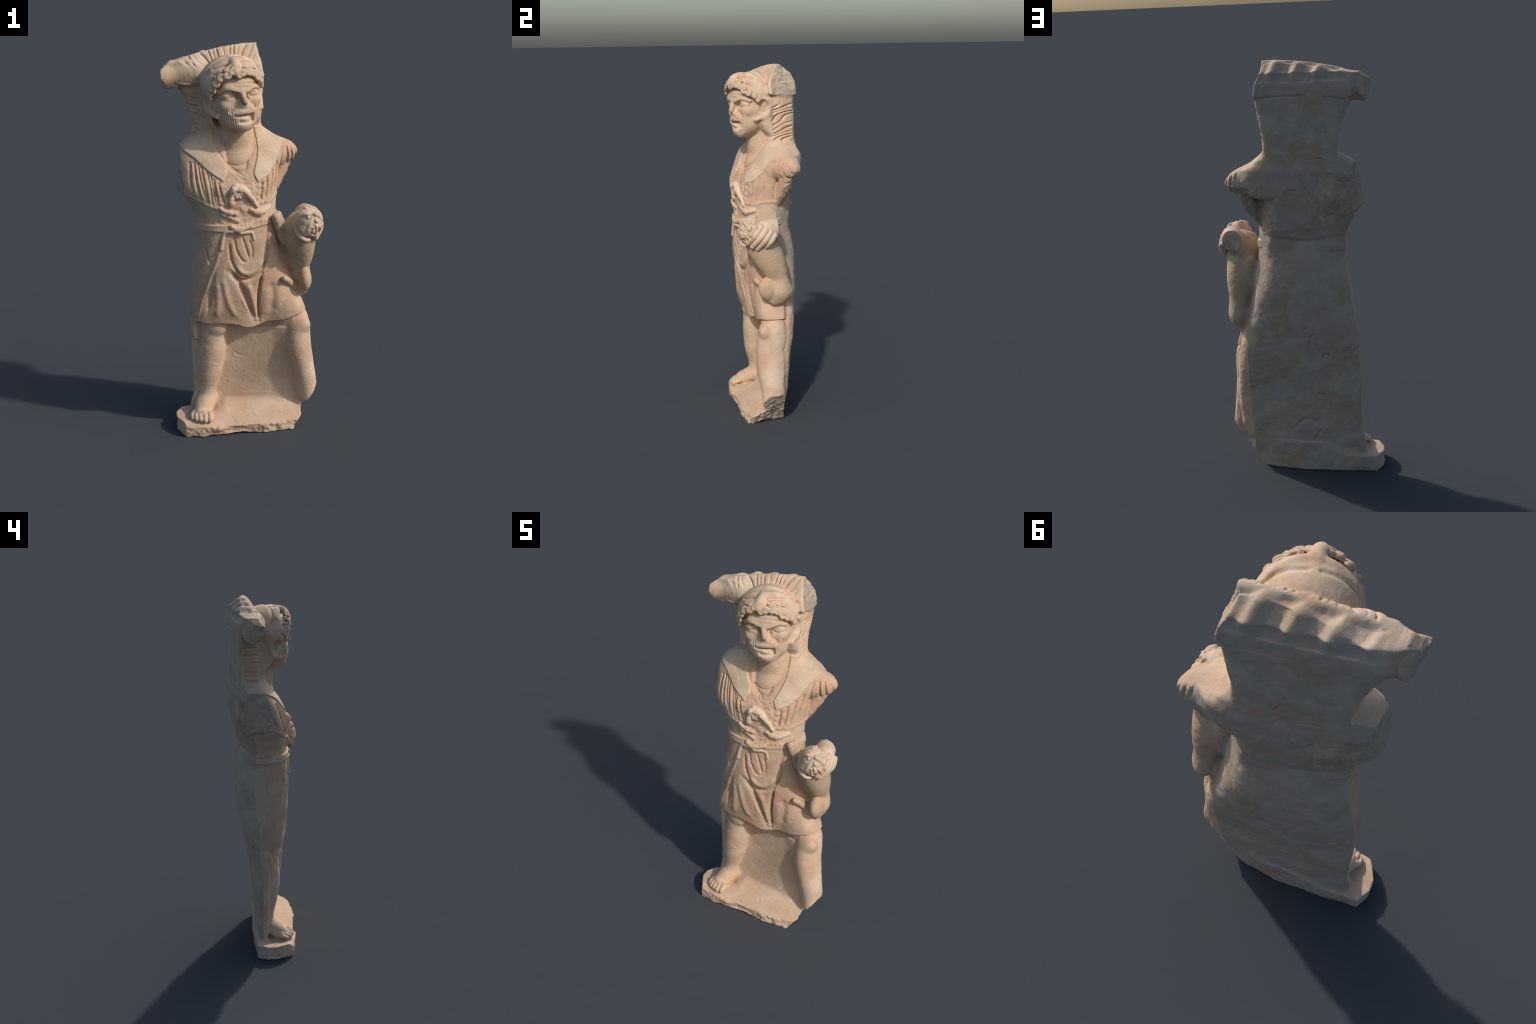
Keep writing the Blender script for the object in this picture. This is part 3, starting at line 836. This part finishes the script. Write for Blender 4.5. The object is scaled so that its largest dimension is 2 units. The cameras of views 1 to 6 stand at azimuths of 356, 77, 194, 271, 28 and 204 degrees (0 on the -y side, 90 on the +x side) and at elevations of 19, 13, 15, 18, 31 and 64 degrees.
def stone_material(name, base, light, warm, grey, warm_at=.55, grey_at=.62, crease=.5, seed=0.0, speck=.25):
    """weathered marble: a base tone with pale, rosy and grey patches, stained pores and pits"""
    m = bpy.data.materials.new(name)
    m.use_nodes = True
    N, L = m.node_tree.nodes, m.node_tree.links
    bsdf = N["Principled BSDF"]
    co = N.new("ShaderNodeTexCoord")

    def noise(scale, detail=4, rough=.55, off=0.0, stretch=(1, 1, 1)):
        mp = N.new("ShaderNodeMapping")
        mp.inputs["Location"].default_value = (seed + off, seed * .7 - off, off * 1.3)
        mp.inputs["Scale"].default_value = stretch
        L.new(co.outputs["Object"], mp.inputs["Vector"])
        n = N.new("ShaderNodeTexNoise")
        n.inputs["Scale"].default_value = scale
        n.inputs["Detail"].default_value = detail
        n.inputs["Roughness"].default_value = rough
        L.new(mp.outputs["Vector"], n.inputs["Vector"])
        return n.outputs["Fac"]

    def ramp(src, a, b, top=1.0):
        r = N.new("ShaderNodeMapRange")
        r.interpolation_type = "SMOOTHSTEP"
        for k, v in zip(("From Min", "From Max", "To Min", "To Max"), (a, b, 0, top)):
            r.inputs[k].default_value = v
        L.new(src, r.inputs["Value"])
        return r.outputs["Result"]

    def mix(fac, a, b):
        x = N.new("ShaderNodeMix")
        x.data_type = "RGBA"
        if isinstance(fac, float):
            x.inputs["Factor"].default_value = fac
        else:
            L.new(fac, x.inputs["Factor"])
        for sock, v in ((x.inputs["A"], a), (x.inputs["B"], b)):
            if isinstance(v, tuple):
                sock.default_value = (*v, 1)
            else:
                L.new(v, sock)
        return x.outputs["Result"]

    def times(a, b):
        x = N.new("ShaderNodeMath")
        x.operation = "MULTIPLY"
        L.new(a, x.inputs[0])
        L.new(b, x.inputs[1])
        return x.outputs["Value"]

    c = mix(ramp(noise(5, 5, .6), .44, .62), base, light)
    c = mix(ramp(noise(7, 5, .6, 3.1), warm_at - .07, warm_at + .08, .8), c, warm)
    c = mix(ramp(noise(9, 6, .65, 7.7), grey_at - .05, grey_at + .07, .7), c, grey)
    # fine grain of the crystals and dark pores
    c = mix(ramp(noise(28, 5, .65, 5.9), .50, .72, .55), c, light)
    c = mix(ramp(noise(34, 5, .65, 8.4), .55, .75, .45), c, grey)
    c = mix(ramp(noise(90, 3, .6, 1.7), .35, .75, .22), c, light)
    dark = tuple(v * .55 for v in grey)
    c = mix(ramp(noise(120, 2, .6, 4.2), .66, .78, speck), c, dark)
    # iron-coloured stain left in the deep folds
    geo = N.new("ShaderNodeNewGeometry")
    deep = ramp(geo.outputs["Pointiness"], .485, .455, crease)
    c = mix(times(deep, ramp(noise(6, 3, .5, 9.3), .35, .60)), c, (.50, .20, .09))
    L.new(c, bsdf.inputs["Base Color"])
    bsdf.inputs["Roughness"].default_value = .78
    bsdf.inputs["Specular IOR Level"].default_value = .25
    bump = N.new("ShaderNodeBump")
    bump.inputs["Strength"].default_value = .25
    bump.inputs["Distance"].default_value = .004
    L.new(noise(160, 4, .65, 2.2), bump.inputs["Height"])
    L.new(bump.outputs["Normal"], bsdf.inputs["Normal"])
    return m


CREAM, PALE, ROSE, GREY, OCHRE = (.55, .39, .262), (.635, .49, .36), (.53, .315, .215), (.43, .36, .28), (.48, .35, .23)
MARBLE = stone_material("marble_skin", CREAM, PALE, (.54, .335, .215), GREY, .56, .63, .55, 1.0)
CLOTH = stone_material("marble_tunic", (.525, .352, .235), (.59, .435, .305), ROSE, GREY, .53, .63, .65, 5.0)
HOOD = stone_material("marble_hood", (.55, .40, .272), PALE, (.54, .34, .222), (.44, .365, .285), .58, .60, .5, 9.0)
BEAST = stone_material("marble_animal", OCHRE, (.55, .41, .28), (.49, .305, .195), (.39, .31, .225), .60, .60, .5, 13.0)
BACK = stone_material("marble_back", (.43, .34, .25), (.46, .395, .315), (.40, .28, .185), (.36, .325, .28), .54, .54, .2, 17.0)
BASE = stone_material("marble_plinth", (.56, .39, .26), (.63, .475, .34), (.55, .345, .22), (.47, .385, .29), .56, .63, .3, 21.0)
BREAK = stone_material("broken_marble", (.42, .335, .24), (.52, .42, .31), (.38, .275, .185), (.29, .25, .205), .58, .53, .1, 25.0, .6)
LOOK = {"plinth": BASE, "tunic_skirt": CLOTH, "torso": CLOTH, "upper_arm": CLOTH, "sash": HOOD, "belt": HOOD, "hood": HOOD, "crest": HOOD, "collar": HOOD,
        "skin_paw": HOOD, "leg_drape": HOOD, "animal_body": BEAST, "animal_head": HOOD, "animal_leg": BEAST, "back_slab": BASE}
OBJ = {n: n[:-2] for n in NAMES if n[-2:] in ("_b", "_c", "_d", "_e")}
PARENT = {"animal_head": "animal_body", "animal_leg": "animal_body", "hair": "head", **{n: "hand" for n in NAMES if n.startswith("finger")}, **{n: "foot" for n in NAMES if n.startswith("toe")}}
made = {}
for pid, name in enumerate(NAMES):
    sel = QUAD[FACE == pid]
    if not len(sel):
        continue
    used, inv = np.unique(sel, return_inverse=True)
    me = bpy.data.meshes.new(name)
    me.vertices.add(len(used))
    me.vertices.foreach_set("co", VERT[used].astype(f32).ravel())
    me.loops.add(sel.size)
    me.loops.foreach_set("vertex_index", inv.reshape(-1).astype(np.int32))
    me.polygons.add(len(sel))
    me.polygons.foreach_set("loop_start", np.arange(0, sel.size, 4, dtype=np.int32))
    me.update(calc_edges=True)
    me.validate()
    me.shade_smooth()
    me.normals_split_custom_set_from_vertices(NRM[used].astype(f32))
    for mat in (LOOK.get(name, MARBLE), BREAK, BACK):
        me.materials.append(mat)
    slot = np.where(BROKEN[sel].mean(1) > .5, 1, np.where(REAR[sel].mean(1) > .5, 2, 0)).astype(np.int32)
    me.polygons.foreach_set("material_index", slot)
    ob = bpy.data.objects.new(OBJ.get(name, name) or "stone", me)
    bpy.context.collection.objects.link(ob)
    made[name] = ob
for name, ob in made.items():
    ob.parent = made.get(PARENT.get(name), root)

# inventory number painted in red at the foot of the back
cu = bpy.data.curves.new("inventory_number", "FONT")
cu.body = "74SE 2660"
cu.size = .0195
cu.space_character = 1.02
cu.extrude = .0004
cu.resolution_u = 3
tmp = bpy.data.objects.new("inventory_number", cu)
bpy.context.collection.objects.link(tmp)
bpy.context.view_layer.update()
me = bpy.data.meshes.new_from_object(tmp)
bpy.data.objects.remove(tmp)
me.name = "inventory_number"
P = np.zeros(len(me.vertices) * 3, f32)
me.vertices.foreach_get("co", P)
P = P.reshape(-1, 3)
width = P[:, 0].max()
rear = VERT[(VERT[:, 2] < .05) & (VERT[:, 0] < -.2) & (NRM[:, 1] > .3)]
Q = np.empty_like(P)
Q[:, 0] = -.252 - P[:, 0] / width * .094
Q[:, 2] = .007 + P[:, 1]
for i in range(len(P)):
    d = (rear[:, 0] - Q[i, 0]) ** 2 + (rear[:, 2] - Q[i, 2]) ** 2
    near = np.argsort(d)[:6]
    Q[i, 1] = rear[near, 1].mean() + .0012 + P[i, 2]
me.vertices.foreach_set("co", Q.ravel())
me.update()
RED = bpy.data.materials.new("red_paint")
RED.use_nodes = True
bs = RED.node_tree.nodes["Principled BSDF"]
wear = RED.node_tree.nodes.new("ShaderNodeTexNoise")
wear.inputs["Scale"].default_value = 160
fade = RED.node_tree.nodes.new("ShaderNodeMix")
fade.data_type = "RGBA"
fade.inputs["A"].default_value = (.33, .075, .055, 1)
fade.inputs["B"].default_value = (.40, .20, .14, 1)
crd = RED.node_tree.nodes.new("ShaderNodeTexCoord")
RED.node_tree.links.new(crd.outputs["Object"], wear.inputs["Vector"])
RED.node_tree.links.new(wear.outputs["Fac"], fade.inputs["Factor"])
RED.node_tree.links.new(fade.outputs["Result"], bs.inputs["Base Color"])
bs.inputs["Roughness"].default_value = .7
me.materials.clear()
me.materials.append(RED)
num = bpy.data.objects.new("inventory_number", me)
bpy.context.collection.objects.link(num)
num.parent = made["plinth"]
